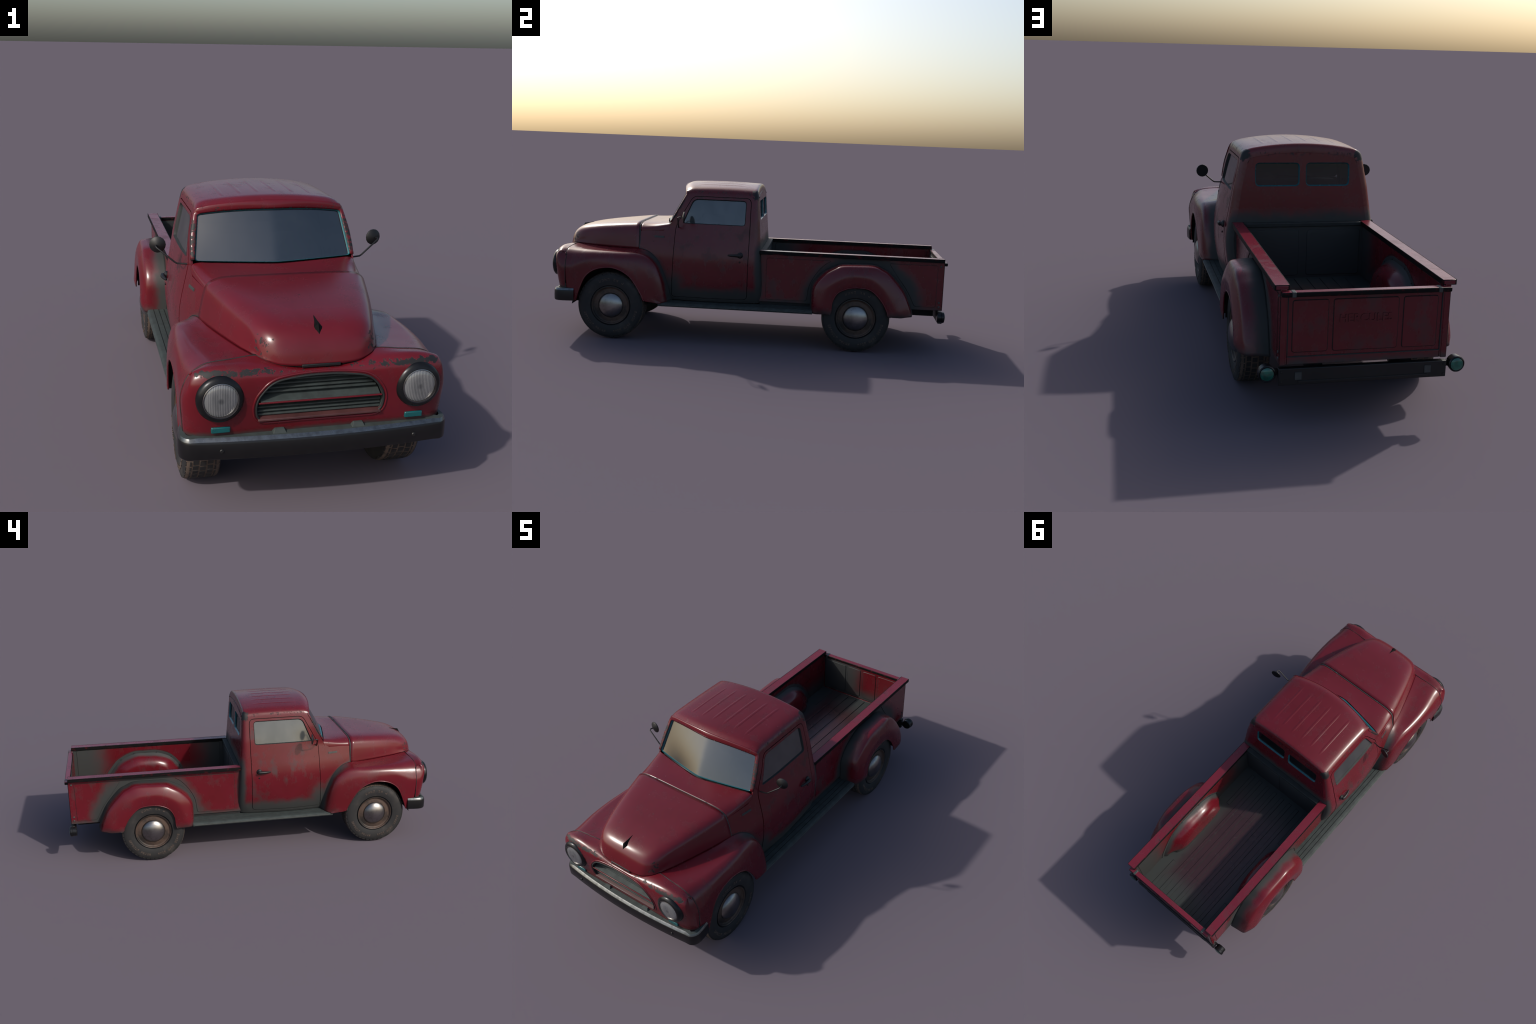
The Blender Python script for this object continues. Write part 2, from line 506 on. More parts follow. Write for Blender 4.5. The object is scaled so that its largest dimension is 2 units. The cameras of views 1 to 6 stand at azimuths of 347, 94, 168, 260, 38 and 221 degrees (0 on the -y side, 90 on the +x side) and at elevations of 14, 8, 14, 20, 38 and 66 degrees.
def cab(P):
    """(v, H): v runs along the truck, H is the signed arc distance from the roof ridge"""
    v, H = P[:, 0], P[:, 1]; q = QC - np.abs(H); sg = np.where(H >= 0, 1., -1.)
    x, z = section(q); e = 1e-3
    x1, z1 = section(q + e); x0, z0 = section(q - e)
    tx, tz = x1 - x0, z1 - z0; l = np.hypot(tx, tz); nx, nz = tz / l, -tx / l       # outward normal
    phi = np.clip((v - V0) / (V1 - V0), 0, 1.02) * math.pi / 2
    rr = RB * np.where(q > .74, 1.15, 1.0)
    y = np.where(v <= V0, v, (V0 + (back_y(z) - V0) * np.sin(phi)))
    ins = rr * (1 - np.cos(phi)); x = x - nx * ins; z = z - nz * ins
    tp = .045 * np.clip((-.20 - v) / .363, 0, 1.2) ** 1.8 * np.clip((.68 - z) / .1, 0, 1)
    low = np.clip((.62 - z) / .14, 0, 1)
    x = x - tp - low * (.010 + .007 * np.clip((.40 - z) / .18, 0, 1)) * np.clip((v + .22) / .26, 0, 1) ** 1.4
    d = np.clip((front_y(q) + .035 - v) / .035, 0, 1.3)
    up = np.clip((q - .737) / .05, 0, 1)
    z = z - .011 * d * d * up
    z = z - up * .004 * np.clip(np.abs(v + .15) / .18, 0, 1.3) ** 2
    return np.stack([sg * x, y, z], 1)
def flank(P, s=1):
    """(y, z) on the flank to xyz"""
    return cab(np.stack([P[:, 0], s * (QC - P[:, 1])], 1))
def flank_pt(y, z, s=1): return flank(np.array([[y, z]]), s)[0]

door_loop = round_poly([(-.386, .224), (-.003, .224), (.001, .60), (.001, .734), (-.292, .734), (-.374, .582)],
                       [.012, .022, 0, .026, .022, .03], 5)
win_loop = round_poly([(-.342, .598), (-.022, .597), (-.020, .723), (-.290, .723)], [.010, .016, .020, .026], 5)

def H_of(loop, s): return [(y, s * (QC - z)) for y, z in loop]
# outline of the shell: around from left sill over the roof to the right sill
qs = list(np.linspace(.600, .737, 12)) + list(np.linspace(.745, QC, 26))
half = [(-.560, .205), (-.560, .548), (-.440, .556), (-.412, .570)]
right = [(y, QC - z) for y, z in half] + [(float(front_y(np.array(q))), QC - q) for q in qs]
left = [(a, -b) for a, b in right[:-1]][::-1]
shell_loop = right + left
shell_loop = shell_loop + [(V1, -(QC - .205)), (V1, QC - .205)]
holes = [offset_loop(H_of(door_loop, s), .0032) for s in (1, -1)]
cab_shell = panel("cab_shell", shell_loop, holes, cab, M_cab, sp=.011, thick=.006, flip=True, angle=45)

# back wall with its two window openings
qq = np.linspace(.205, QC, 40)
edge = cab(np.stack([np.full(len(qq), V1), QC - qq], 1))
wall_loop = [(p[0], p[2]) for p in edge] + [(-p[0], p[2]) for p in edge[::-1]][1:]
def backwall(P): return np.stack([P[:, 0], back_y(P[:, 1]) , P[:, 1]], 1)
bw = [round_poly([(s * .013 if s > 0 else -.200, .625), (.200 if s > 0 else -.013, .625),
                  (.200 if s > 0 else -.013, .722), (s * .013 if s > 0 else -.200, .722)], .020, 5) for s in (1, -1)]
rear_wall = panel("cab_wall", wall_loop, bw, backwall, M_cab, sp=.012, thick=.006, flip=True)

def loop3(loop, fn): return fn(np.array(loop, float))
def trim_ring(name, loop, fn, depth, width, mat, parent, sp=.01, out=.0005, flip=False):
    """sloped reveal running around an opening: from the lip inwards and back"""
    L0 = resample(loop, sp); L1 = offset_loop(L0, -width)
    a = np.array(L0); b = np.array(L1); e = 1e-4
    def nrm(P):
        du = fn(P + [e, 0]) - fn(P - [e, 0]); dv = fn(P + [0, e]) - fn(P - [0, e]); N = np.cross(du, dv)
        N /= np.linalg.norm(N, axis=1)[:, None]; return -N if flip else N
    A = fn(a) + nrm(a) * out; B = fn(b) - nrm(b) * depth
    M = fn((a + b) / 2) - nrm((a + b) / 2) * depth * .35
    V, F = grid_vf(np.stack([A, M, B], 1), close=True)
    return mk(name, V, F, mat, parent, 60)

for i, l in enumerate(bw):
    trim_ring("window_trim", l, backwall, .008, .005, M_trim, rear_wall, flip=True)
    panel("window_pane", offset_loop(l, -.003), [], backwall, M_rglass, rear_wall, sp=.04, thick=.002, lift=-.007, flip=True)

# doors
for s in (1, -1):
    fn = lambda P, s=s: flank(P, s)
    fl = s < 0
    door = panel("door", door_loop, [win_loop], fn, M_door, sp=.011, thick=.006, lift=.0008, flip=fl, bev=.0012)
    panel("window_pane", offset_loop(win_loop, -.002), [], fn, M_glass, door, sp=.03, thick=.002, lift=-.006, flip=fl)
    trim_ring("window_gasket", win_loop, fn, .007, .0045, M_seam, door, out=.0012, flip=fl)
    panel("door_jamb", offset_loop(door_loop, .012), [offset_loop(door_loop, -.012)], fn, M_seam, cab_shell, sp=.02, thick=.002, lift=-.0075, flip=fl)
    # pressed line under the door and along the sill
    tube("sill_crease", [flank_pt(y, .2135, s) + np.array([s * .0004, 0, 0]) for y in np.linspace(-.385, .03, 20)], .0012, M_seam, cab_shell, 6)
    # handle: rosette, neck, tapering lever, key hole below
    X = lambda y, z: flank_pt(y, z, s)[0]
    g = Geo()
    V, F = lathe_vf([(.001, -.002), (.0150, -.002), (.0150, .004), (.0115, .008), (.0080, .011), (.0078, .018), (.0085, .020), (.001, .021)], 20)
    hx = X(-.040, .452)
    g.add([(hx + s * v[0], v[1] - .040, v[2] + .452) for v in V], F)
    pts = [(hx + s * .015, -.040, .452), (hx + s * .0175, -.052, .4525), (hx + s * .0165, -.07, .452), (hx + s * .013, -.088, .4515), (hx + s * .009, -.100, .451)]
    V, F = tube_vf(pts, [.0088, .0082, .0068, .0055, .0038], 10); g.add(V, F)
    mk("door_handle", g.V, g.F, M_iron, door, 40)
    V, F = lathe_vf([(.001, 0), (.0042, 0), (.0042, .003), (.003, .0042), (.001, .0042)], 14)
    hx = X(-.040, .418)
    mk("key_hole", [(hx + s * v[0], v[1] - .040, v[2] + .418) for v in V], F, M_iron, door, 40)
    # badge on the cowl flank: thin plate with a raised worn bar
    g = Geo()
    for (y0, y1, z0, z1, h) in [(-.485, -.433, .5195, .5285, .0022)] + [(-.481 + .0068 * k, -.4765 + .0068 * k, .5213, .5267, .0034) for k in range(7)]:
        P = [flank_pt(y, z, s) for y, z in ((y0, z0), (y1, z0), (y1, z1), (y0, z1))]
        V = [tuple(p + np.array([-s * .001, 0, 0])) for p in P] + [tuple(p + np.array([s * h, 0, 0])) for p in P]
        g.add(V, [(3, 2, 1, 0), (4, 5, 6, 7), (0, 1, 5, 4), (1, 2, 6, 5), (2, 3, 7, 6), (3, 0, 4, 7)])
    mk("badge", g.V, g.F, M_beading, cab_shell, 30)

# roof ribs
for k in range(6):
    xr = (-.155, -.093, -.031, .031, .093, .155)[k]
    rows = []
    for y in np.linspace(-.305, -.015, 30):
        end = min((y + .305) / .05, (-.015 - y) / .05, 1.0)
        row = []
        for a in np.linspace(-1, 1, 9):
            xx = xr + a * .0085
            q = np.interp(-abs(xx), -SEC[:-1, 1][10:], SEC[:-1, 0][10:])
            p = cab(np.array([[y, math.copysign(QC - q, xx)]]))[0]
            row.append(p + np.array([0, 0, -.0005 + .0016 * max(end, 0) * (1 - a * a) ** .8]))
        rows.append(row)
    V, F = grid_vf(np.array(rows)); mk("roof_rib", V, F, M_cab, cab_shell, 60)

# windscreen: two curved halves meeting at a slight centre fold
def wb(s): a = abs(s); return np.array([.266 * s, -.456 + .050 * a ** 1.2, .598 + .001 * a])
def wt(s): a = abs(s); return np.array([.2465 * s, -.3665 + .0370 * a ** 1.3, .758 - .0185 * a ** 2.2])
def ws(P):
    r = []
    for s, t in P:
        p = wb(s) * (1 - t) + wt(s) * t
        p = p + np.array([0, -.0012, .0007]) * math.sin(math.pi * t) * (1 - abs(s) ** 3)
        r.append(p)
    return np.array(r)
def rr_loop(n=24):
    c = round_poly([(-1, 0), (1, 0), (1, 1), (-1, 1)], [0.05, .05, .06, .06], 4)
    return c
W, T = cut_panel(rr_loop(), [], .06)
Wp = ws(W); nrm = np.array([0, -.86, .5])
n = len(Wp)
Vg = np.concatenate([Wp - nrm * .006, Wp - nrm * .0085])
Lb = {}
for f in T:
    for a, b in zip(f, f[1:] + f[:1]): Lb[(a, b)] = 1
Fg = [f for f in T] + [tuple(i + n for i in f[::-1]) for f in T] + [(b, a, a + n, b + n) for (a, b) in Lb if (b, a) not in Lb]
screen = mk("windscreen", Vg, Fg, M_wglass, root, 40)
L = np.array(resample(rr_loop(), .05))
Lin = np.array([(max(-1, min(1, a)) * .982, .5 + (b - .5) * .965) for a, b in L])
A = ws(L); B = ws(Lin) - nrm * .0065
V, F = grid_vf(np.stack([A, (A + B) / 2 - nrm * .0012, B], 1), close=True)
mk("window_trim", V, F, M_trim, screen, 60)

# frame between shell edge and glass: sides + header
outer = []; inner = []
for q in qs[:12]:
    outer.append(cab(np.array([[float(front_y(np.array(q))), QC - q]]))[0]); t = (q - .600) / (.737 - .600)
    inner.append(ws([(1, .02 + .95 * t)])[0])
xt = [cab(np.array([[float(front_y(np.array(q))), QC - q]]))[0] for q in qs[12:]]
for p in xt:
    outer.append(p); inner.append(ws([(min(.97, p[0] / .2505), 1)])[0])
outer = np.array(outer); inner = np.array(inner)
outer = np.concatenate([outer, mirror(outer[-2::-1], -1)]); inner = np.concatenate([inner, mirror(inner[-2::-1], -1)])
back = outer * 0
rows = []
for f, bul in ((0, 0), (.3, .0035), (.6, .0045), (.85, .003), (1, 0)):
    cen = np.array([0, -.38, .66])
    P = outer * (1 - f) + inner * f
    out = (P - np.array([0, -.25, .66])); out /= np.linalg.norm(out, axis=1)[:, None]
    rows.append(P + out * bul)
V, F = grid_vf(np.array(rows), True)
solid(mk("windscreen_frame", V, F, M_cab, cab_shell, 60), .003)

# cowl between bonnet and windscreen
def cowl_rows():
    fr = [(0, -.5640, .5868), (.10, -.5640, .5868), (.175, -.5640, .5860), (.222, -.5635, .5808), (.247, -.563, .5680), (.2565, -.562, .556)]
    fr.append(flank_pt(-.561, .546))
    bk = [wb(s) + np.array([0, -.005, -.004]) for s in (0, .36, .64, .83, .95)]
    bk.append(np.array([.2755, -.407, .586])); bk.append(flank_pt(-.412, .560))
    fr, bk = np.array(fr), np.array(bk)
    R = []
    for t in (0, .25, .5, .75, .92, 1):
        p = fr * (1 - t) + bk * t
        p[:, 2] += -.002 * math.sin(math.pi * t)
        R.append(p)
    R = np.array(R)
    return np.concatenate([mirror(R[:, :0:-1], -1), R], 1)
sheet("cowl", loft(cowl_rows(), 4, 5), M_cab, cab_shell, thick=.004)

# interior
box("cab_floor", (-.26, -.52, .205), (.26, .04, .215), M_dark, cab_shell, 0)
box("bench_seat", (-.235, -.20, .30), (.235, -.02, .40), M_seat, cab_shell, .02)
o = box("seat_backrest", (-.235, -.055, .40), (.235, -.005, .60), M_seat, cab_shell, .018)
V, F = box_vf((-.262, -.44, .49), (.262, -.355, .586)); o = mk("dashboard", V, F, M_dash, cab_shell); bevel(o, .02, 3)
box("fire_wall", (-.235, -.50, .22), (.235, -.49, .55), M_dark, cab_shell, 0)
ring = []
for k in range(28):
    t = 2 * math.pi * k / 28
    ring.append((.125 + .075 * math.cos(t), -.285 + .075 * math.sin(t) * .45, .575 + .075 * math.sin(t) * .88))
sw = tube("steering_wheel", ring, .005, M_iron, cab_shell, 8, True)
tube("steering_column", [(.125, -.285, .575), (.125, -.40, .50)], .009, M_iron, sw, 10)
tube("steering_spoke", [ring[0], ring[14]], .004, M_iron, sw, 8)

# ------------------------------------------------------------------ bonnet
def hood_curves():
    k0 = [(0, -.5700, .5862), (0, -.68, .5750), (0, -.78, .5640), (0, -.86, .5520), (0, -.911, .5380), (0, -.941, .5160), (0, -.9570, .484), (0, -.9670, .4415)]
    k1 = [(.10, -.5700, .5862), (.090, -.68, .5748), (.079, -.78, .5636), (.072, -.86, .5512), (.068, -.9105, .5370), (.065, -.9405, .515), (.063, -.9565, .483), (.060, -.9665, .4415)]
    k2 = [(.175, -.5700, .5855), (.156, -.68, .5738), (.139, -.78, .5618), (.126, -.86, .5482), (.120, -.908, .5330), (.116, -.937, .5105), (.113, -.952, .480), (.106, -.9610, .4450)]
    k3 = [(.222, -.5695, .5805), (.198, -.68, .5690), (.175, -.78, .5560), (.156, -.86, .5405), (.148, -.903, .5250), (.143, -.928, .5035), (.139, -.941, .477), (.131, -.9510, .4500)]
    k4 = [(.2490, -.5690, .5660), (.2220, -.68, .5555), (.196, -.78, .5430), (.1745, -.857, .5275), (.165, -.894, .5125), (.159, -.915, .4945), (.155, -.929, .4735), (.148, -.9410, .4545)]
    k5 = [(.2600, -.5680, .5400), (.2330, -.68, .5320), (.206, -.778, .5220), (.1835, -.850, .5080), (.1745, -.884, .4960), (.1680, -.905, .4830), (.163, -.920, .4685), (.158, -.931, .4580)]
    k6 = [(.2675, -.5660, .5030), (.241, -.675, .5000), (.2135, -.774, .4925), (.191, -.843, .4845), (.1810, -.873, .4785), (.1745, -.894, .4725), (.170, -.909, .4650), (.165, -.921, .4600)]
    k7 = [(.2750, -.5650, .4560), (.2485, -.670, .4555), (.2195, -.770, .4560), (.1985, -.838, .4570), (.1885, -.866, .4580), (.1815, -.886, .4590), (.1760, -.902, .4595), (.1700, -.914, .4600)]
    C = np.array([k0, k1, k2, k3, k4, k5, k6, k7])
    return np.concatenate([mirror(C[:0:-1], -1), C], 0)
HC = hood_curves()
hood = sheet("bonnet", loft(HC, 5, 6), M_hood, thick=.005, flip=True)
# dark gap strip + beading lines around the bonnet
seam = [(p[0], p[1] + .0035, p[2] - .0012) for p in loft(HC, 4, 1)[:, 0]]
g = Geo()
V, F = tube_vf(seam, .0038, 8); g.add(V, F)
mk("bonnet_gap_strip", g.V, g.F, M_beading, hood, 60)
for s in (1, -1):
    lip = [np.array(p) for p in cr(HC[14 if s > 0 else 0], np.linspace(0, 7, 40))] + [np.array(p) for p in HC[:, 7][(13 if s > 0 else 1):(7 if s > 0 else 8):(-1 if s > 0 else 1)]]
    tube("fender_beading", [p + np.array([s * .0010, 0, -.001]) for p in lip], .0020, M_seam, hood, 6)
# hinge clips on the rear seam, thin latch bar under the lip, emblem
for xh in (-.195, -.145, .145, .195):
    z = float(np.interp(abs(xh), [0, .10, .175, .222], [.5862, .5862, .5855, .5805]))
    box("hinge_clip", (xh - .005, -.575, z - .002), (xh + .005, -.563, z + .003), M_beading, hood, .001)
box("latch_bar", (-.055, -.9745, .4375), (.055, -.966, .4465), M_iron, hood, .002)
g = Geo()
V = [(0, -.878, .5545), (-.0115, -.928, .5365), (0, -.951, .5080), (.0115, -.928, .5365), (0, -.929, .5465), (0, -.918, .520)]
F = [(0, 1, 4), (0, 4, 3), (1, 2, 4), (4, 2, 3), (0, 3, 5), (0, 5, 1), (1, 5, 2), (5, 3, 2)]
mk("bonnet_emblem", V, F, M_black, hood, 20)

# ------------------------------------------------------------------ front wings
def front_wing():
    J = [(.170, -.918, .460), (.182, -.884, .459), (.1995, -.835, .4570), (.215, -.785, .4562), (.2300, -.735, .4558), (.2445, -.685, .4555), (.260, -.625, .4560),
         (.275, -.563, .4590), (.2955, -.507, .4450), (.3035, -.458, .402), (.305, -.425, .336), (.3025, -.400, .26), (.298, -.386, .196)]
    for i in range(8, 13): J[i] = (flank_pt(J[i][1], J[i][2])[0] - .002, *J[i][1:])
    S = [(.346, -.922, .443), (.346, -.890, .4435), (.346, -.850, .444), (.346, -.80, .4445), (.346, -.75, .4445), (.345, -.69, .444), (.344, -.625, .442),
         (.343, -.565, .4385), (.343, -.512, .424), (.345, -.470, .385), (.346, -.445, .322), (.342, -.427, .25), (.333, -.412, .195)]
    O = [(.3810, -.918, .350), (.3815, -.885, .352), (.380, -.850, .370), (.3775, -.803, .392), (.3765, -.755, .400), (.376, -.695, .403), (.375, -.632, .395),
         (.3735, -.578, .375), (.3725, -.535, .340), (.372, -.503, .292), (.370, -.480, .243), (.366, -.456, .214), (.357, -.428, .195)]
    A = [(.368, -.906, .190), (.373, -.868, .190), (.378, -.852, .232), (.379, -.818, .312), (.379, -.768, .353), (.379, -.70, .368), (.379, -.64, .357),
         (.378, -.592, .328), (.376, -.56, .288), (.373, -.53, .235), (.371, -.514, .204), (.370, -.476, .198), (.366, -.440, .194)]
    J, S, O, A = map(np.array, (J, S, O, A))
    C = S + np.array([.022, -.002, .004]); C[8:] += np.array([0, .002, -.002])       # virtual corner, rounded below
    P1 = J * .40 + C * .60; P1[:, 2] -= .006 * np.interp(np.arange(13), [0, 1, 4, 8, 12], [0, .2, .8, 1, 0])
    bez = [P1 * (1 - t) ** 2 + C * 2 * t * (1 - t) + O * t * t for t in (0, .22, .42, .60, .80, 1)]
    M = J * .55 + P1 * .45; M[:, 2] -= .003 * np.interp(np.arange(13), [0, 1, 4, 8, 12], [0, .2, .8, 1, 0])
    U = O * .45 + A * .55; U[:, 0] += .0012
    return np.stack([J, M] + bez + [U, A], 1)
for s in (1, -1):
    G = loft(front_wing(), 5, 4)
    w = sheet("fender", G, M_ff, s=s, thick=.005)
    # rolled lip on the wheel arch
    lip = mirror(G[:, -1], s)[5:51]
    tube("arch_lip", [p + np.array([-s * .002, 0, 0]) for p in lip], .0034, M_ff, w, 8)
    # line to the cab flank
    tube("fender_beading", [p + np.array([s * .0008, 0, 0]) for p in mirror(G[35:, 0], s)], .0022, M_seam, w, 6)
    # dark wheel well
    g = Geo()
    prof = [(-.885, .17), (-.872, .25), (-.835, .335), (-.775, .382), (-.70, .397), (-.63, .385), (-.572, .35), (-.53, .30), (-.500, .235), (-.48, .19)]
    R = np.array([[(x, y, z) for x in (.366, .30, .20)] for y, z in prof]); V, F = grid_vf(mirror(R, s)); g.add(V, F)
    box_ = [(s * .20, y, z) for y, z in prof]; g.add(box_, [tuple(range(len(box_)))])
    mk("wheel_well", g.V, g.F, M_dark, w, 40)

# ------------------------------------------------------------------ nose panel
NX = [0, .06, .115, .168, .25, .31]
NC = [
 [(0, -.962, .245), (0, -.973, .30), (0, -.981, .36), (0, -.985, .400), (0, -.983, .421), (0, -.977, .431), (0, -.966, .4355)],
 [(.06, -.962, .245), (.06, -.973, .30), (.06, -.981, .36), (.06, -.985, .400), (.06, -.983, .421), (.06, -.977, .4315), (.058, -.966, .4360)],
 [(.115, -.962, .245), (.115, -.974, .30), (.115, -.982, .36), (.115, -.986, .402), (.115, -.983, .427), (.115, -.972, .440), (.112, -.957, .4450)],
 [(.168, -.962, .245), (.168, -.974, .30), (.168, -.983, .36), (.168, -.987, .404), (.168, -.983, .432), (.167, -.962, .450), (.164, -.923, .4580)],
 [(.25, -.962, .245), (.25, -.975, .30), (.25, -.985, .36), (.25, -.988, .405), (.25, -.981, .436), (.25, -.960, .4555), (.25, -.922, .4625)],
 [(.31, -.960, .245), (.31, -.972, .30), (.31, -.982, .36), (.31, -.985, .403), (.31, -.976, .434), (.31, -.955, .4500), (.31, -.922, .4565)],
 [(.350, -.950, .245), (.354, -.960, .30), (.357, -.968, .36), (.357, -.970, .40), (.354, -.962, .425), (.349, -.946, .4385), (.344, -.922, .4450)],
 [(.366, -.931, .245), (.373, -.939, .30), (.378, -.946, .355), (.377, -.948, .392), (.371, -.943, .417), (.363, -.935, .4315), (.353, -.922, .4405)],
 [(.370, -.910, .245), (.379, -.914, .30), (.3835, -.9175, .35), (.383, -.9195, .383), (.378, -.921, .409), (.370, -.922, .426), (.359, -.922, .4375)]]
NC = np.array(NC)
_w = cr(front_wing()[0], np.linspace(0, 9, 200)); _top = _w[_w[:, 2] > .425]
_lo = _w[_w[:, 0] > .345][::-1]
for i_, z_ in enumerate((.245, .30, .35, .383, .407, .4235)):
    NC[8, i_] = (np.interp(z_, _lo[:, 2], _lo[:, 0]), -.9185, z_)
NC[8, 6] = (.357, -.9190, np.interp(.357, _w[:60, 0], _w[:60, 2]) if _w[59, 0] > .357 else .4335)
for c_ in range(3, 9):
    x_ = NC[c_, 6, 0]; k_ = int(np.argmin(np.abs(_w[:150, 0] - x_) + (_w[:150, 2] < .42) * 9)); NC[c_, 6, 2] = _w[k_, 2] - .0004; NC[c_, 6, 1] = _w[k_, 1] - .001
NC[7, :, 0] = NC[8, :, 0] - np.array([.003, .004, .004, .005, .006, .007, .006])
def nose(P):
    """(signed column, row) -> xyz"""
    c, r = np.abs(P[:, 0]), P[:, 1]; out = []
    for ci, ri in zip(c, r):
        col = cr(NC, [ci])[0]; out.append(cr(col, [ri])[0])
    out = np.array(out); out[:, 0] *= np.where(P[:, 0] >= 0, 1, -1); return out
def nose_cr(x, z):
    c = float(np.interp(abs(x), NX, range(6))); lo, hi = 0.0, 4.0
    for _ in range(24):
        m = (lo + hi) / 2
        if nose(np.array([[c, m]]))[0][2] < z: lo = m
        else: hi = m
    return math.copysign(c, x), (lo + hi) / 2
def nose_at(x, z): return nose(np.array([nose_cr(x, z)]))[0]
# grille opening, flat at the bottom and arched above
def grille_loop(gx=1.0, gz=0.0):
    pts = [(-.178, .291), (.178, .291), (.184, .352), (.140, .408), (.05, .4195), (-.05, .4195), (-.140, .408), (-.184, .352)]
    return round_poly(pts, [.030, .030, .045, .05, .04, .04, .05, .045], 6)
gl = grille_loop()
gl2 = [nose_cr(x, z) for x, z in resample(gl, .012)]
outl = [(-8, 0), (8, 0), (8, 6), (-8, 6)]
nose_o = panel("nose_panel", outl, [gl2], nose, M_nose, sp=.16, thick=.004, flip=False, angle=50)
def ring3(d, y): return [np.array([x, 0, z]) for x, z in resample(offset_loop(gl, d), .008)]
def ring_on(d, dy):
    out = []
    for x, z in resample(offset_loop(gl, d), .009):
        p = nose_at(max(-.30, min(.30, x)), min(z, .4315)); out.append((x, p[1] + dy, z))
    return out
tube("grille_surround", ring_on(.0085, .0005), .0036, M_nose, nose_o, 8, True)
tube("grille_gasket", ring_on(.0005, -.0005), .0030, M_seam, nose_o, 8, True)
# recess: sleeve, back plate, louvres, shelf bars
lp = resample(gl, .01)
A = np.array([nose_at(x, z) for x, z in lp]); B = A.copy(); B[:, 1] = -.950; B[:, 2] = .355 + (B[:, 2] - .355) * .93
V, F = grid_vf(np.stack([A, B], 1), close=True)
grille = mk("grille", V, F, M_dust, root, 40)
box("grille_back", (-.185, -.952, .285), (.185, -.948, .425), M_dark, grille, 0)
def halfw(z): return float(np.interp(z, [.29, .30, .352, .38, .405, .4195], [.166, .180, .182, .165, .140, .08]))
def louvre(z, y, depth, h, mat, name, drop=.006):
    w = halfw(z) - .004
    V = [(-w, y, z - h / 2 - drop), (w, y, z - h / 2 - drop), (w, y + depth, z - h / 2), (-w, y + depth, z - h / 2),
         (-w, y, z + h / 2 - drop), (w, y, z + h / 2 - drop), (w, y + depth, z + h / 2), (-w, y + depth, z + h / 2)]
    o = mk(name, V, box_vf((0, 0, 0), (1, 1, 1))[1], mat, grille, 30); return bevel(o, .0012)
for z in (.4120, .4005, .3890, .3780): louvre(z, -.9690, .022, .0045, M_dust, "grille_slat")
for z in (.3345, .3235, .3130): louvre(z, -.9690, .022, .0045, M_dust, "grille_slat")
louvre(.3640, -.9815, .030, .005, M_dust, "grille_bar", .016)
box("grille_bar_edge", (-.176, -.9845, .3440), (.176, -.979, .3485), M_nose, grille, .001)
louvre(.3050, -.9800, .030, .006, M_sill, "grille_sill", .011)

# headlights, indicators
for s in (1, -1):
    c = (s * .282, -.978, .368)
    hl = lathe("headlight", [(.001, .03), (.062, .03), (.066, .004), (.0665, -.004), (.064, -.010), (.058, -.0155), (.0515, -.0180), (.0490, -.0165), (.048, -.010), (.001, -.008)], M_ring, root, 48, 'y', c)
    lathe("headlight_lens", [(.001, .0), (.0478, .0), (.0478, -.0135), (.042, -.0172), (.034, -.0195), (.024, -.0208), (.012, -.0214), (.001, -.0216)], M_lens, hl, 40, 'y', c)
    lathe("lens_rim", [(.0475, -.012), (.0497, -.0150), (.0497, -.0172), (.0475, -.0182), (.0468, -.0150)], M_chrome, hl, 40, 'y', c, caps=False)
    p = nose_at(s * .278, .273)
    o = box("turn_signal", (s * .278 - .0265, p[1] - .006, .2640), (s * .278 + .0265, p[1] + .006, .2815), M_teal, nose_o, .003)
# dark line at the wing seam
for s in (1, -1):
    ln = [nose(np.array([[s * c, 6.0]]))[0] + np.array([0, .0015, .0002]) for c in np.linspace(3.02, 8, 50)]
    ln += [nose(np.array([[s * 8.0, r]]))[0] + np.array([s * .0003, .0015, 0]) for r in np.linspace(6, 0, 40)]
    tube("fender_seam", ln, .0017, M_seam, nose_o, 6)

# ------------------------------------------------------------------ front bumper
path = []
for x in np.linspace(0, .34, 14): path.append((x, -.998 + .020 * (x / .34) ** 2))
for t in np.linspace(0, math.pi / 2, 8)[1:]: path.append((.355 + .036 * math.sin(t), -.977 + .044 * (1 - math.cos(t))))
path += [(.389, -.905), (.384, -.872)]
path = [(-x, y) for x, y in path[:0:-1]] + path
prof = [(.006, .1885), (.0015, .1915), (.0, .197), (-.001, .215), (.0, .236), (.0025, .2425), (.012, .2515), (.036, .2545), (.036, .1885)]
rows = []
for i, (x, y) in enumerate(path):
    a = np.array(path[max(i - 1, 0)]); b = np.array(path[min(i + 1, len(path) - 1)]); d = b - a; d /= np.linalg.norm(d)
    nrm2 = np.array([-d[1], d[0]])
    k = 1 if abs(x) < .36 else .55
    rows.append([(x + nrm2[0] * q * k, y + nrm2[1] * q * k, z) for q, z in prof])
R = np.array(rows); V, F = grid_vf(R, True); m, n = R.shape[:2]
F = list(F) + [(i * n, (i + 1) * n, (i + 1) * n + n - 1, i * n + n - 1) for i in range(m - 1)] + [tuple(range(n)), tuple((m - 1) * n + k for k in range(n))[::-1]]
fm = [(2 if f_ % (n - 1) == 6 else 1 if f_ % (n - 1) == 5 else 0) for f_ in range((m - 1) * (n - 1))]
fm += [0] * (len(F) - len(fm))
bump = mk("bumper", V, F, None, root, 28, mats=[M_bumper, M_bumper_top, M_dust], fmat=fm)
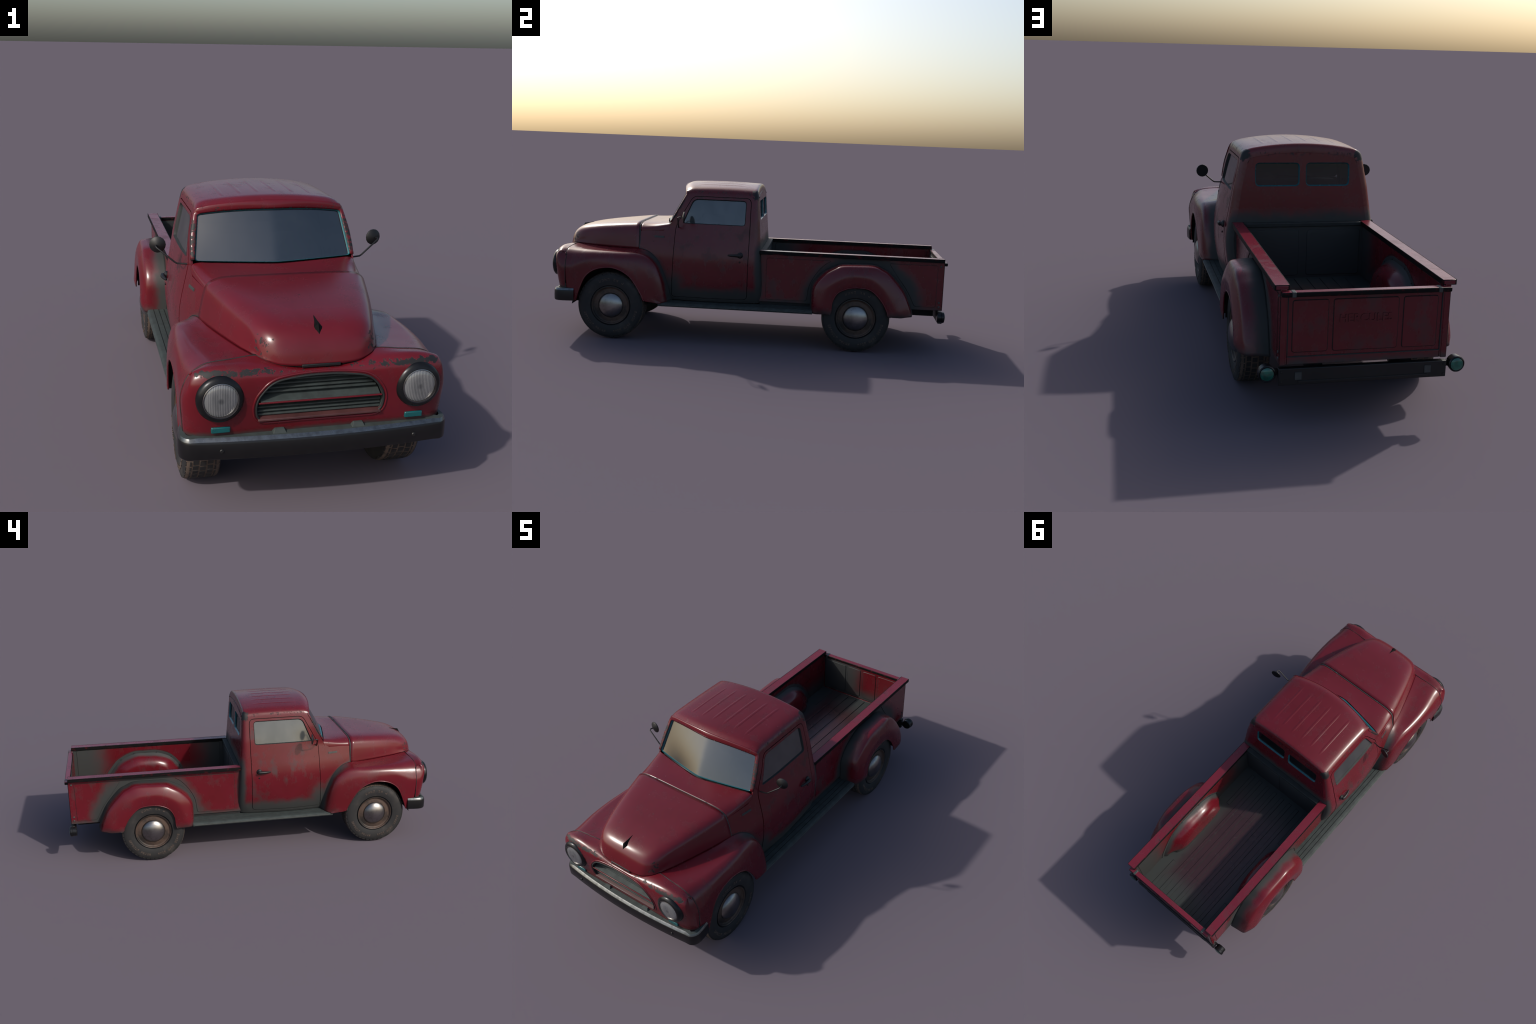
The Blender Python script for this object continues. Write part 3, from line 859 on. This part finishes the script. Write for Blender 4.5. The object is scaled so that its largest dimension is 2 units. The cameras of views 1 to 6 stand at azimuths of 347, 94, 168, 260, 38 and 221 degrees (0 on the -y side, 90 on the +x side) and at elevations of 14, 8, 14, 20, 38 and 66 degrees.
for s in (1, -1):
    x = s * .1135
    V = [(x - .020, -.980, .250), (x + .020, -.980, .250), (x + .020, -.9605, .256), (x - .020, -.9605, .256), (x - .013, -.972, .263), (x + .013, -.972, .263), (x + .013, -.9605, .266), (x - .013, -.9605, .266)]
    bevel(mk("bumper_clip", V, box_vf((0, 0, 0), (1, 1, 1))[1], M_dust, bump, 30), .0012)
    lathe("bumper_bolt", [(.001, .004), (.0062, .004), (.0062, -.0012), (.0045, -.003), (.001, -.0032)], M_iron, bump, 16, 'y', (s * .277, -.9865, .217))
    box("bumper_bracket", (s * .30 - .02, -.95, .195), (s * .30 + .02, -.86, .225), M_dark, bump, 0)

# ------------------------------------------------------------------ mirrors
for s in (1, -1):
    b = flank_pt(-.362, .578, s)
    arm = [b + np.array([-s * .002, 0, 0]), (s * .305, -.358, .579), (s * .318, -.356, .580), (s * .325, -.355, .584), (s * .384, -.349, .634), (s * .386, -.342, .637), (s * .383, -.330, .636)]
    mir = tube("mirror_arm", arm, .0030, M_iron, root, 8)
    V, F = lathe_vf([(.001, -.0085), (.006, -.008), (.0255, -.002), (.0275, 0), (.0275, .003), (.0262, .0042), (.001, .004)], 16, 'y')
    rot = Matrix.Rotation(math.radians(12 * s), 3, 'Z')
    V = [tuple(rot @ Vector(v) + Vector((s * .378, -.320, .637))) for v in V]
    mk("mirror_head", V, F, M_iron, mir, 40)

# ------------------------------------------------------------------ running boards
for s in (1, -1):
    rb = Geo()
    prof = [(.268, .2005), (.2905, .2005), (.2912, .1975), (.2932, .1975), (.2939, .2000), (.3120, .2000), (.3127, .1970), (.3147, .1970), (.3154, .1995), (.3335, .1990), (.3342, .1960), (.3362, .1960), (.3369, .1985), (.350, .1975), (.356, .1955), (.360, .191), (.3605, .182), (.357, .179), (.268, .183)]
    rows = np.array([[(x, y, z) for x, z in prof] for y in np.linspace(-.445, .335, 30)])
    V, F = grid_vf(mirror(rows, s), s > 0); n = len(prof)
    F = list(F) + [tuple(range(n)), tuple(29 * n + k for k in range(n))] + [(i * n, (i + 1) * n, (i + 1) * n + n - 1, i * n + n - 1) for i in range(29)]
    fm = [1 if k % (n - 1) in (1, 2, 3, 5, 6, 7, 9, 10, 11) else 0 for k in range(29 * (n - 1))]
    rbo = mk("running_board", V, F, None, root, 30, mats=[M_dust, M_seam], fmat=fm + [0] * (len(F) - len(fm)))
    tube("board_edge", [(s * .3603, y, .187) for y in np.linspace(-.43, .325, 12)], .0022, M_beading, rbo, 6)

# ------------------------------------------------------------------ cargo bed
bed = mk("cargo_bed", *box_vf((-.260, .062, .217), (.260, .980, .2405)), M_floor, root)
def outline(name, loop, fn, parent, r=.0012, mat=None):
    P = fn(np.array(resample(loop, .02))); return tube(name, [tuple(p) for p in P], r, mat or M_seam, parent, 6, True)
def yz_panel(name, loop, x, t, mat, parent, s, bev=.0016):
    """flat plate standing in the yz plane, lying on x with thickness t"""
    fn = lambda P: np.stack([np.full(len(P), s * (x + t)), P[:, 0], P[:, 1]], 1)
    o = panel(name, loop, [], fn, mat, parent, sp=.03, thick=abs(t) + .001, flip=(s * t < 0), bev=bev)
    outline("dark_panel_outline", offset_loop(loop, .0006), lambda P: np.stack([np.full(len(P), s * x), P[:, 0], P[:, 1]], 1), o)
    return o
house_cut = [(.335, .23), (.345, .31), (.40, .38), (.48, .412), (.62, .412), (.70, .38), (.775, .30), (.80, .23)]
for s in (1, -1):
    side = Geo()
    side.box((min(s * .259, s * .278), .062, .216), (max(s * .259, s * .278), .9845, .466), 0)
    so = mk("bed_side", side.V, side.F, M_bed, bed); bevel(so, .0015)
    fn = lambda P, s=s: np.stack([np.full(len(P), s * .2570), P[:, 0], P[:, 1]], 1)
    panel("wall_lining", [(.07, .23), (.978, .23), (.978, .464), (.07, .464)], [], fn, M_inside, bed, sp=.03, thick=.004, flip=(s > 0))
    fp = round_poly([(.094, .441), (.094, .230), (.301, .231), (.309, .31), (.345, .378), (.388, .424), (.418, .441)], [.012, .012, .012, .03, .04, .03, .008], 4)
    rp = round_poly([(.949, .233), (.951, .443), (.712, .442), (.757, .376), (.808, .310), (.846, .233)], [.010, .010, .008, .04, .04, .008], 4)
    for l in (fp, rp): yz_panel("panel_pressing", l, .278, .0022, M_bed, so, s)
    ip = round_poly([(.104, .250), (.325, .250), (.34, .33), (.40, .405), (.47, .436), (.62, .436), (.712, .402), (.795, .315), (.82, .25), (.952, .25), (.952, .456), (.104, .456)], [.01, 0, .03, .03, .03, .03, .03, .03, 0, .012, .012, .012], 4)
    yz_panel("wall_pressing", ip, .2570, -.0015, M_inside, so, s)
    # rails: painted top, worn black sides
    g = Geo(); a, b = sorted((s * .2490, s * .297))
    g.box((a, .058, .4605), (b, .9815, .4785), 0)
    ra = mk("bed_rail", g.V, g.F, M_rail, bed, mats=[M_rail, M_railedge], fmat=[1, 0, 1, 1, 1, 1]); bevel(ra, .0018, 2)
    for xe in (a + .0012, b - .0012): tube("rail_edge_line", [(xe, y, .4776) for y in np.linspace(.059, .981, 24)], .0016, M_railedge, ra, 6)
    box("bed_skirt", (min(s * .262, s * .272), .064, .192), (max(s * .262, s * .272), .335, .2165), M_dark, bed, 0)
    e = box("rail_end_cap", (a + .005, .9805, .4635), (b - .005, .983, .4755), M_rail, ra, .003)
    # rear corner post and bolts
    a, b = sorted((s * .254, s * .2765))
    box("corner_post", (a, .972, .2175), (b, .9825, .462), M_bed, bed, .0015)
    for z, y in ((.440, .9665), (.256, .9665), (.2345, .9665)):
        lathe("bolt", [(.001, 0), (.0052, 0), (.0052, .0014), (.0040, .0026), (.001, .003)] if s > 0 else [(.001, 0), (.0052, 0), (.0052, -.0014), (.0040, -.0026), (.001, -.003)], M_beading, so, 14, 'x', (s * .278, y, z))
# bed front board
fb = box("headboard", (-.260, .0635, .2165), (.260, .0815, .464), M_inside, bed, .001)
box("headboard_rail", (-.2505, .0585, .4600), (.2505, .0865, .4775), M_seam, fb, .003)
for a, b in ((-.245, -.018), (.018, .245)):
    l = round_poly([(a, .252), (b, .252), (b, .445), (a, .445)], .012, 4)
    fn = lambda P: np.stack([P[:, 0], np.full(len(P), .0835), P[:, 1]], 1)
    o = panel("wall_pressing", l, [], fn, M_inside, fb, sp=.04, thick=.003, flip=True, bev=.0014)
    outline("dark_panel_outline", offset_loop(l, .0006), lambda P: np.stack([P[:, 0], np.full(len(P), .0815), P[:, 1]], 1), o)
# floor strips, cut short where the wheel houses stand
for x in (-.191, -.1365, -.082, -.0273, .0273, .082, .1365, .191):
    runs = ((.105, .335), (.775, .955)) if abs(x) > .17 else ((.105, .957),)
    for y0, y1 in runs:
        V = []
        for z, d in ((.2395, 0), (.2432, .0024)):
            V += [(x - .012 + d, y0 + d, z), (x + .012 - d, y0 + d, z), (x + .012 - d, y1 - d, z), (x - .012 + d, y1 - d, z)]
        mk("floor_strip", V, box_vf((0, 0, 0), (1, 1, 1))[1], None, bed, 20, mats=[M_floor, M_seam], fmat=[0, 0, 1, 1, 1, 1])
# wheel houses inside the bed
def house():
    J = [(.333, .232), (.343, .31), (.374, .358), (.412, .392), (.478, .415), (.552, .418), (.622, .415), (.70, .380), (.745, .335), (.785, .275), (.800, .232)]
    T_ = [(.345, .232), (.354, .305), (.385, .348), (.42, .378), (.482, .399), (.552, .402), (.618, .399), (.69, .366), (.735, .320), (.77, .268), (.785, .232)]
    B_ = [(.378, .232), (.385, .28), (.412, .315), (.44, .338), (.49, .357), (.552, .360), (.605, .357), (.665, .328), (.70, .29), (.73, .255), (.742, .232)]
    D_ = [(.43, .231), (.435, .233), (.45, .234), (.47, .235), (.51, .235), (.552, .235), (.60, .235), (.64, .235), (.665, .234), (.68, .233), (.69, .231)]
    def col(L, x): return np.array([(x, y, z) for y, z in L])
    tt = np.array(T_); bb = np.array(B_)
    w = np.array([.50, .18, .07, .02, 0, 0, 0, .04, .14, .36, .65])          # the ends taper back to the wall
    def xs(x): return x + (.2570 - x) * w
    m = [(xs(.212)[i], *(tt[i] * .45 + bb[i] * .55 + (0, .008))) for i in range(11)]
    up = [(xs(.195)[i], *bb[i]) for i in range(11)]
    low = [(xs(.190)[i], y, .240 + (z - .232) * .52) for i, (y, z) in enumerate(B_)]
    bot = [(xs(.1885)[i], y, .236) for i, (y, z) in enumerate(B_)]
    return np.stack([col(J, .2580), col(T_, .2400), np.array(m), np.array(up), np.array(low), np.array(bot)], 1)
for s in (1, -1):
    wh = sheet("wheel_house", loft(house(), 4, 4), M_house, bed, s=s, thick=0, flip=True)
    fl = [(.322, .232), (.332, .312), (.366, .367), (.406, .402), (.474, .428), (.552, .431), (.626, .428), (.708, .391), (.755, .343), (.797, .279), (.812, .232)]
    rows = cr(np.array([[(.2545, y, z), (.2565, y, z + .0006)] for y, z in fl]), np.linspace(0, 10, 61))
    inner_ = cr(np.array([[(.2550, y * .93 + .552 * .07, .232 + (z - .232) * .93)] for y, z in fl]), np.linspace(0, 10, 61))
    G = np.concatenate([rows[:, 1:], rows[:, :1], inner_], 1)
    sheet("wheel_house_flange", G, M_house, wh, s=s, thick=0)
    for y, z in ((.398, .386), (.484, .4175), (.62, .4175), (.696, .384), (.35, .33)):
        lathe("rivet", [(.001, 0), (.0032, 0), (.0028, -.0012 * 1.6), (.001, -.0026)] if s > 0 else [(.001, 0), (.0032, 0), (.0028, .0019), (.001, .0026)], M_seam, wh, 10, 'x', (s * .2538, y, z))

# tailgate
tg = box("tailgate", (-.2525, .9745, .2435), (.2525, .9805, .444), M_bed, bed, .0015)
box("tailgate_sill", (-.2535, .9700, .2170), (.2535, .9825, .2415), M_bed, bed, .0015)
bar = mk("tailgate_bar", *box_vf((-.277, .9715, .4425), (.277, .9995, .4585)), None, tg, mats=[M_rail, M_railedge], fmat=[1, 0, 1, 1, 1, 1]); bevel(bar, .004, 3)
for s in (1, -1): box("bar_clip", (s * .238 - .007, .971, .4418), (s * .238 + .007, 1.0, .4594), M_beading, bar, .002)
def xz_panel(name, a, b, z0, z1, y, t, mat, parent, r=.008):
    l = round_poly([(a, z0), (b, z0), (b, z1), (a, z1)], r, 4)
    fn = lambda P: np.stack([P[:, 0], np.full(len(P), y + t), P[:, 1]], 1)
    o = panel(name, l, [], fn, mat, parent, sp=.04, thick=abs(t) + .001, flip=(t > 0), bev=.0014)
    outline("dark_panel_outline", offset_loop(l, .0006), lambda P: np.stack([P[:, 0], np.full(len(P), y), P[:, 1]], 1), o, .0018)
    return o
for a, b in ((-.237, -.1245), (-.1055, .1055), (.1245, .237)):
    o = xz_panel("gate_pressing", a, b, .2585, .427, .9805, .0030, M_bed, tg)
outline("gate_gap", [(-.2532, .2425), (.2532, .2425), (.2532, .4425), (-.2532, .4425)], lambda P: np.stack([P[:, 0], np.full(len(P), .9812), P[:, 1]], 1), tg, .0022)
for s in (1, -1): tube("corner_edge", [(s * .2768, .9828, z) for z in np.linspace(.218, .460, 14)], .0018, M_railedge, tg, 6)
for a, b in ((-.246, -.108), (-.092, -.010), (.010, .092), (.108, .246)):
    xz_panel("wall_pressing", a, b, .258, .430, .9742, -.0022, M_gate, tg)
panel("gate_lining", [(-.252, .244), (.252, .244), (.252, .441), (-.252, .441)], [], lambda P: np.stack([P[:, 0], np.full(len(P), .9740), P[:, 1]], 1), M_gate, tg, sp=.05, thick=.001)
cu = bpy.data.curves.new("maker_name", 'FONT'); cu.body = "HERCULES"; cu.align_x = 'CENTER'; cu.align_y = 'CENTER'
cu.size = .0365; cu.extrude = .0032; cu.bevel_depth = 0; cu.offset = .0007; cu.space_character = 1.02
to = bpy.data.objects.new("maker_name_tmp", cu); COL.objects.link(to)
bpy.context.view_layer.update()
me = bpy.data.meshes.new_from_object(to.evaluated_get(bpy.context.evaluated_depsgraph_get()))
bpy.data.objects.remove(to)
xs = [v.co.x for v in me.vertices]; k = .174 / (max(xs) - min(xs))
for v in me.vertices: v.co = Vector((-v.co.x * k, .9828 + v.co.z, .363 + v.co.y))
me.materials.append(M_bed); me.materials.append(M_seam); me.name = "maker_name"
me.update()
for p_ in me.polygons: p_.material_index = 1 if abs(p_.normal.y) < .6 else 0  # letter sides painted near-black to give them their shadow edges
o = bpy.data.objects.new("maker_name", me); COL.objects.link(o); o.parent = tg

# ------------------------------------------------------------------ rear wings
def rear_wing():
    J = [(.321, .178), (.320, .25), (.322, .312), (.345, .355), (.384, .392), (.430, .417), (.471, .433), (.552, .437), (.634, .437), (.682, .419), (.724, .394), (.790, .318), (.824, .245), (.840, .190)]
    S = [(.334, .182), (.333, .25), (.338, .310), (.360, .352), (.397, .389), (.437, .413), (.475, .429), (.552, .433), (.630, .432), (.674, .414), (.714, .388), (.777, .313), (.811, .242), (.829, .191)]
    O = [(.352, .184), (.368, .222), (.382, .275), (.402, .322), (.435, .352), (.474, .374), (.512, .386), (.555, .389), (.615, .382), (.655, .358), (.692, .320), (.738, .253), (.768, .212), (.80, .191)]
    A = [(.390, .186), (.424, .191), (.431, .248), (.448, .286), (.470, .307), (.505, .322), (.535, .328), (.560, .329), (.605, .324), (.640, .304), (.678, .262), (.703, .217), (.715, .191), (.770, .187)]
    def c(L, x): return np.array([(x[i] if isinstance(x, list) else x, *p) for i, p in enumerate(L)])
    e = [.346] + [.354] * 12 + [.346]
    J, S, O, A = c(J, .277), c(S, e), c(O, [.370] + [.3840] * 12 + [.370]), c(A, [.376] + [.3805] * 12 + [.376])
    M = J * .5 + S * .5; M[:, 2] += .002
    K = S * .72 + O * .28; K[:, 0] += .007; K[:, 2] += .001
    U = O * .45 + A * .55; U[:, 0] += .002
    return np.stack([J, M, S, K, O, U, A], 1)
for s in (1, -1):
    G = loft(rear_wing(), 5, 5)
    w = sheet("fender", G, M_rf, s=s, thick=.005)
    tube("arch_lip", [p + np.array([-s * .002, 0, 0]) for p in mirror(G[4:62, -1], s)], .0032, M_rf, w, 8)
    g = Geo()
    prof = [(.405, .185), (.406, .26), (.425, .312), (.455, .337), (.495, .353), (.555, .360), (.615, .354), (.665, .327), (.71, .272), (.742, .20), (.745, .185)]
    R = np.array([[(x, y, z) for x in (.368, .30, .255)] for y, z in prof]); V, F = grid_vf(mirror(R, s)); g.add(V, F)
    b_ = [(s * .255, y, z) for y, z in prof]; g.add(b_, [tuple(range(len(b_)))])
    mk("wheel_well", g.V, g.F, M_dark, w, 40)

# ------------------------------------------------------------------ rear bumper and tail lights
g = Geo()
rb = box("bumper", (-.280, .966, .1500), (.280, .988, .2055), M_iron, root, .002)
box("bumper_step", (-.216, .986, .1560), (.216, .9905, .1640), M_iron, rb, .001)
for s in (1, -1):
    xz_panel("bumper_plate", s * .216 - .0105, s * .216 + .0105, .168, .192, .988, .0015, M_beading, rb, .001)
    for z in (.160, .194):
        lathe("bolt", [(.001, -.002), (.004, -.002), (.0036, .0015), (.001, .0022)], M_iron, rb, 12, 'y', (s * .271, .988, z))
    V = [(s * .262, .958, .176), (s * .262, .958, .196), (s * .262, .968, .196), (s * .262, .968, .176), (s * .300, .958, .180), (s * .300, .958, .200), (s * .300, .968, .200), (s * .300, .968, .180)]
    mk("lamp_arm", V, [(0, 1, 2, 3), (7, 6, 5, 4), (0, 4, 5, 1), (1, 5, 6, 2), (2, 6, 7, 3), (3, 7, 4, 0)], M_iron, rb, 30)
    tl = lathe("tail_light", [(.001, -.030), (.0225, -.030), (.0255, -.026), (.0255, -.010), (.0275, -.008), (.0275, .003), (.0245, .006), (.0225, .004), (.001, .003)], M_ring, rb, 28, 'y', (s * .3165, .985, .191))
    lathe("tail_light_lens", [(.001, 0), (.0222, 0), (.0215, .0055), (.016, .0085), (.008, .0100), (.001, .0104)], M_tail, tl, 24, 'y', (s * .3165, .985, .191))

# ------------------------------------------------------------------ chassis
ch = box("chassis", (-.255, -.90, .165), (.255, .05, .205), M_dark, root, 0)
box("chassis_rail", (-.17, .03, .165), (-.13, .955, .215), M_dark, ch, 0)
box("chassis_rail", (.13, .03, .165), (.17, .955, .215), M_dark, ch, 0)
for y in (-.688, .551):
    tube("axle", [(-.30, y, .169), (.30, y, .169)], .016, M_dark, ch, 12)

# ------------------------------------------------------------------ wheels (built once, shared)
RT, HW = .1695, .0575
def tyre_mesh():
    prof = [(.096, -.040), (.104, -.0535), (.120, -HW), (.140, -HW), (.155, -.0545), (.1625, -.0500), (.1655, -.044), (.1655, .044), (.1625, .0500), (.155, .0545), (.140, HW), (.120, HW), (.104, .0535), (.096, .040)]
    V, F = lathe_vf(prof, 72); return mk("tyre", V, F[:-2], M_tyre, None, 40)
def tread_mesh():
    """rows of rubber blocks parted by muddy grooves"""
    g = Geo(); N = 44
    for r, (x0, x1) in enumerate([(-.0525, -.0335), (-.0305, -.0125), (-.0095, .0095), (.0125, .0305), (.0335, .0525)]):
        for k in range(N):
            t0 = 2 * math.pi * (k + (.5 if r % 2 else 0) * .55) / N; t1 = t0 + 2 * math.pi / N * .80
            V = []
            for rad, ins in ((.160 if r in (0, 4) else .1635, 0), (RT, .0012)):
                for t, x in ((t0 + ins * 3, x0 + ins), (t1 - ins * 3, x0 + ins), (t1 - ins * 3, x1 - ins), (t0 + ins * 3, x1 - ins)):
                    rr = rad
                    if rad == RT and ((r == 0 and x < -.045) or (r == 4 and x > .045)): rr = RT - .0045
                    V.append((x, rr * math.cos(t), rr * math.sin(t)))
            g.add(V, box_vf((0, 0, 0), (1, 1, 1))[1])
    o = mk("tread_block", g.V, g.F, M_tyre, None, 30); return o
def groove_mesh():
    V, F = lathe_vf([(.1645, -.0505), (.1682, -.044), (.1682, .044), (.1645, .0505)], 72)
    return mk("tread_groove", V, F[:-2], M_mud, None, 40)
def letters_mesh():
    """worn raised marks in three arcs on the sidewall, too worn to read"""
    g = Geo(); rnd = random.Random(3)
    for a0, a1, n, gaps in ((60, 118, 9, (1, 4)), (196, 262, 13, (7,)), (278, 352, 15, (4, 9))):
        for k in range(n):
            if k in gaps: continue
            t = math.radians(a0 + (a1 - a0) * k / n); dt = math.radians((a1 - a0) / n * .62)
            for a, b, c, d in ((0, .25, 0, 1), (.25, 1, rnd.choice((0, .4, .75)), 0), (.7, 1, 0, rnd.choice((.5, 1)))):
                if d == 0: d = c + .25
                r0, r1 = .1275 + .013 * c, .1275 + .013 * d
                V = []
                for h in (.0565, .0590):
                    for r_, f in ((r0, a), (r0, b), (r1, b), (r1, a)):
                        V.append((h, r_ * math.cos(t + dt * f), r_ * math.sin(t + dt * f)))
                g.add(V, box_vf((0, 0, 0), (1, 1, 1))[1])
    return mk("tyre_lettering", g.V, g.F, M_letter, None, 30)
def rim_mesh():
    V, F = lathe_vf([(.099, .030), (.1005, .046), (.0990, .0510), (.0955, .0525), (.0925, .0505), (.0905, .0455), (.085, .0420), (.076, .0425), (.068, .0450), (.060, .0440), (.050, .038), (.001, .036)], 56)
    return mk("rim", V, F, M_rim, None, 30)
def edge_mesh():
    V, F = lathe_vf([(.0935, .050), (.0965, .0530), (.0995, .0525), (.1005, .0490), (.0965, .0480)], 56)
    return mk("rim_edge", V, F[:-2], M_ring, None, 50)
def cap_mesh():
    V, F = lathe_vf([(.0640, .038), (.0650, .0430), (.0635, .0475), (.0595, .0525), (.0525, .0580), (.0430, .0630), (.0315, .0668), (.020, .0690), (.009, .0700), (.0008, .0702)], 48)
    return mk("hubcap", V, F, M_chrome, None, 40)
protos = [tyre_mesh(), tread_mesh(), groove_mesh(), letters_mesh(), rim_mesh(), edge_mesh(), cap_mesh()]
protos[1]["kind"] = "stuff"; protos[3]["kind"] = "stuff"
first = True
for y, spin in ((-.688, 0), (.551, 0)):
    for s in (1, -1):
        hub = bpy.data.objects.new("wheel", None); COL.objects.link(hub); hub.parent = root
        hub.location = (s * .306, y, RT); hub.rotation_euler = (0, 0, 0 if s > 0 else math.pi)
        for p in protos:
            o = p if first else p.copy()
            if not first: COL.objects.link(o)
            o.parent = hub
            if "kind" in p: o["kind"] = p["kind"]
        first = False

# ------------------------------------------------------------------ keep the tree at thing > part > sub-part
def depth(o):
    d = 0
    while o.parent: o = o.parent; d += 1
    return d
for o in list(bpy.data.objects):
    while depth(o) > 2: o.parent = o.parent.parent
# ------------------------------------------------------------------ apply modifiers
bpy.context.view_layer.update()
dg = bpy.context.evaluated_depsgraph_get()
for o in list(bpy.data.objects):
    if o.type == 'MESH' and o.modifiers:
        me = bpy.data.meshes.new_from_object(o.evaluated_get(dg)); old = o.data
        o.modifiers.clear(); o.data = me; me.name = o.name
        if old.users == 0: bpy.data.meshes.remove(old)
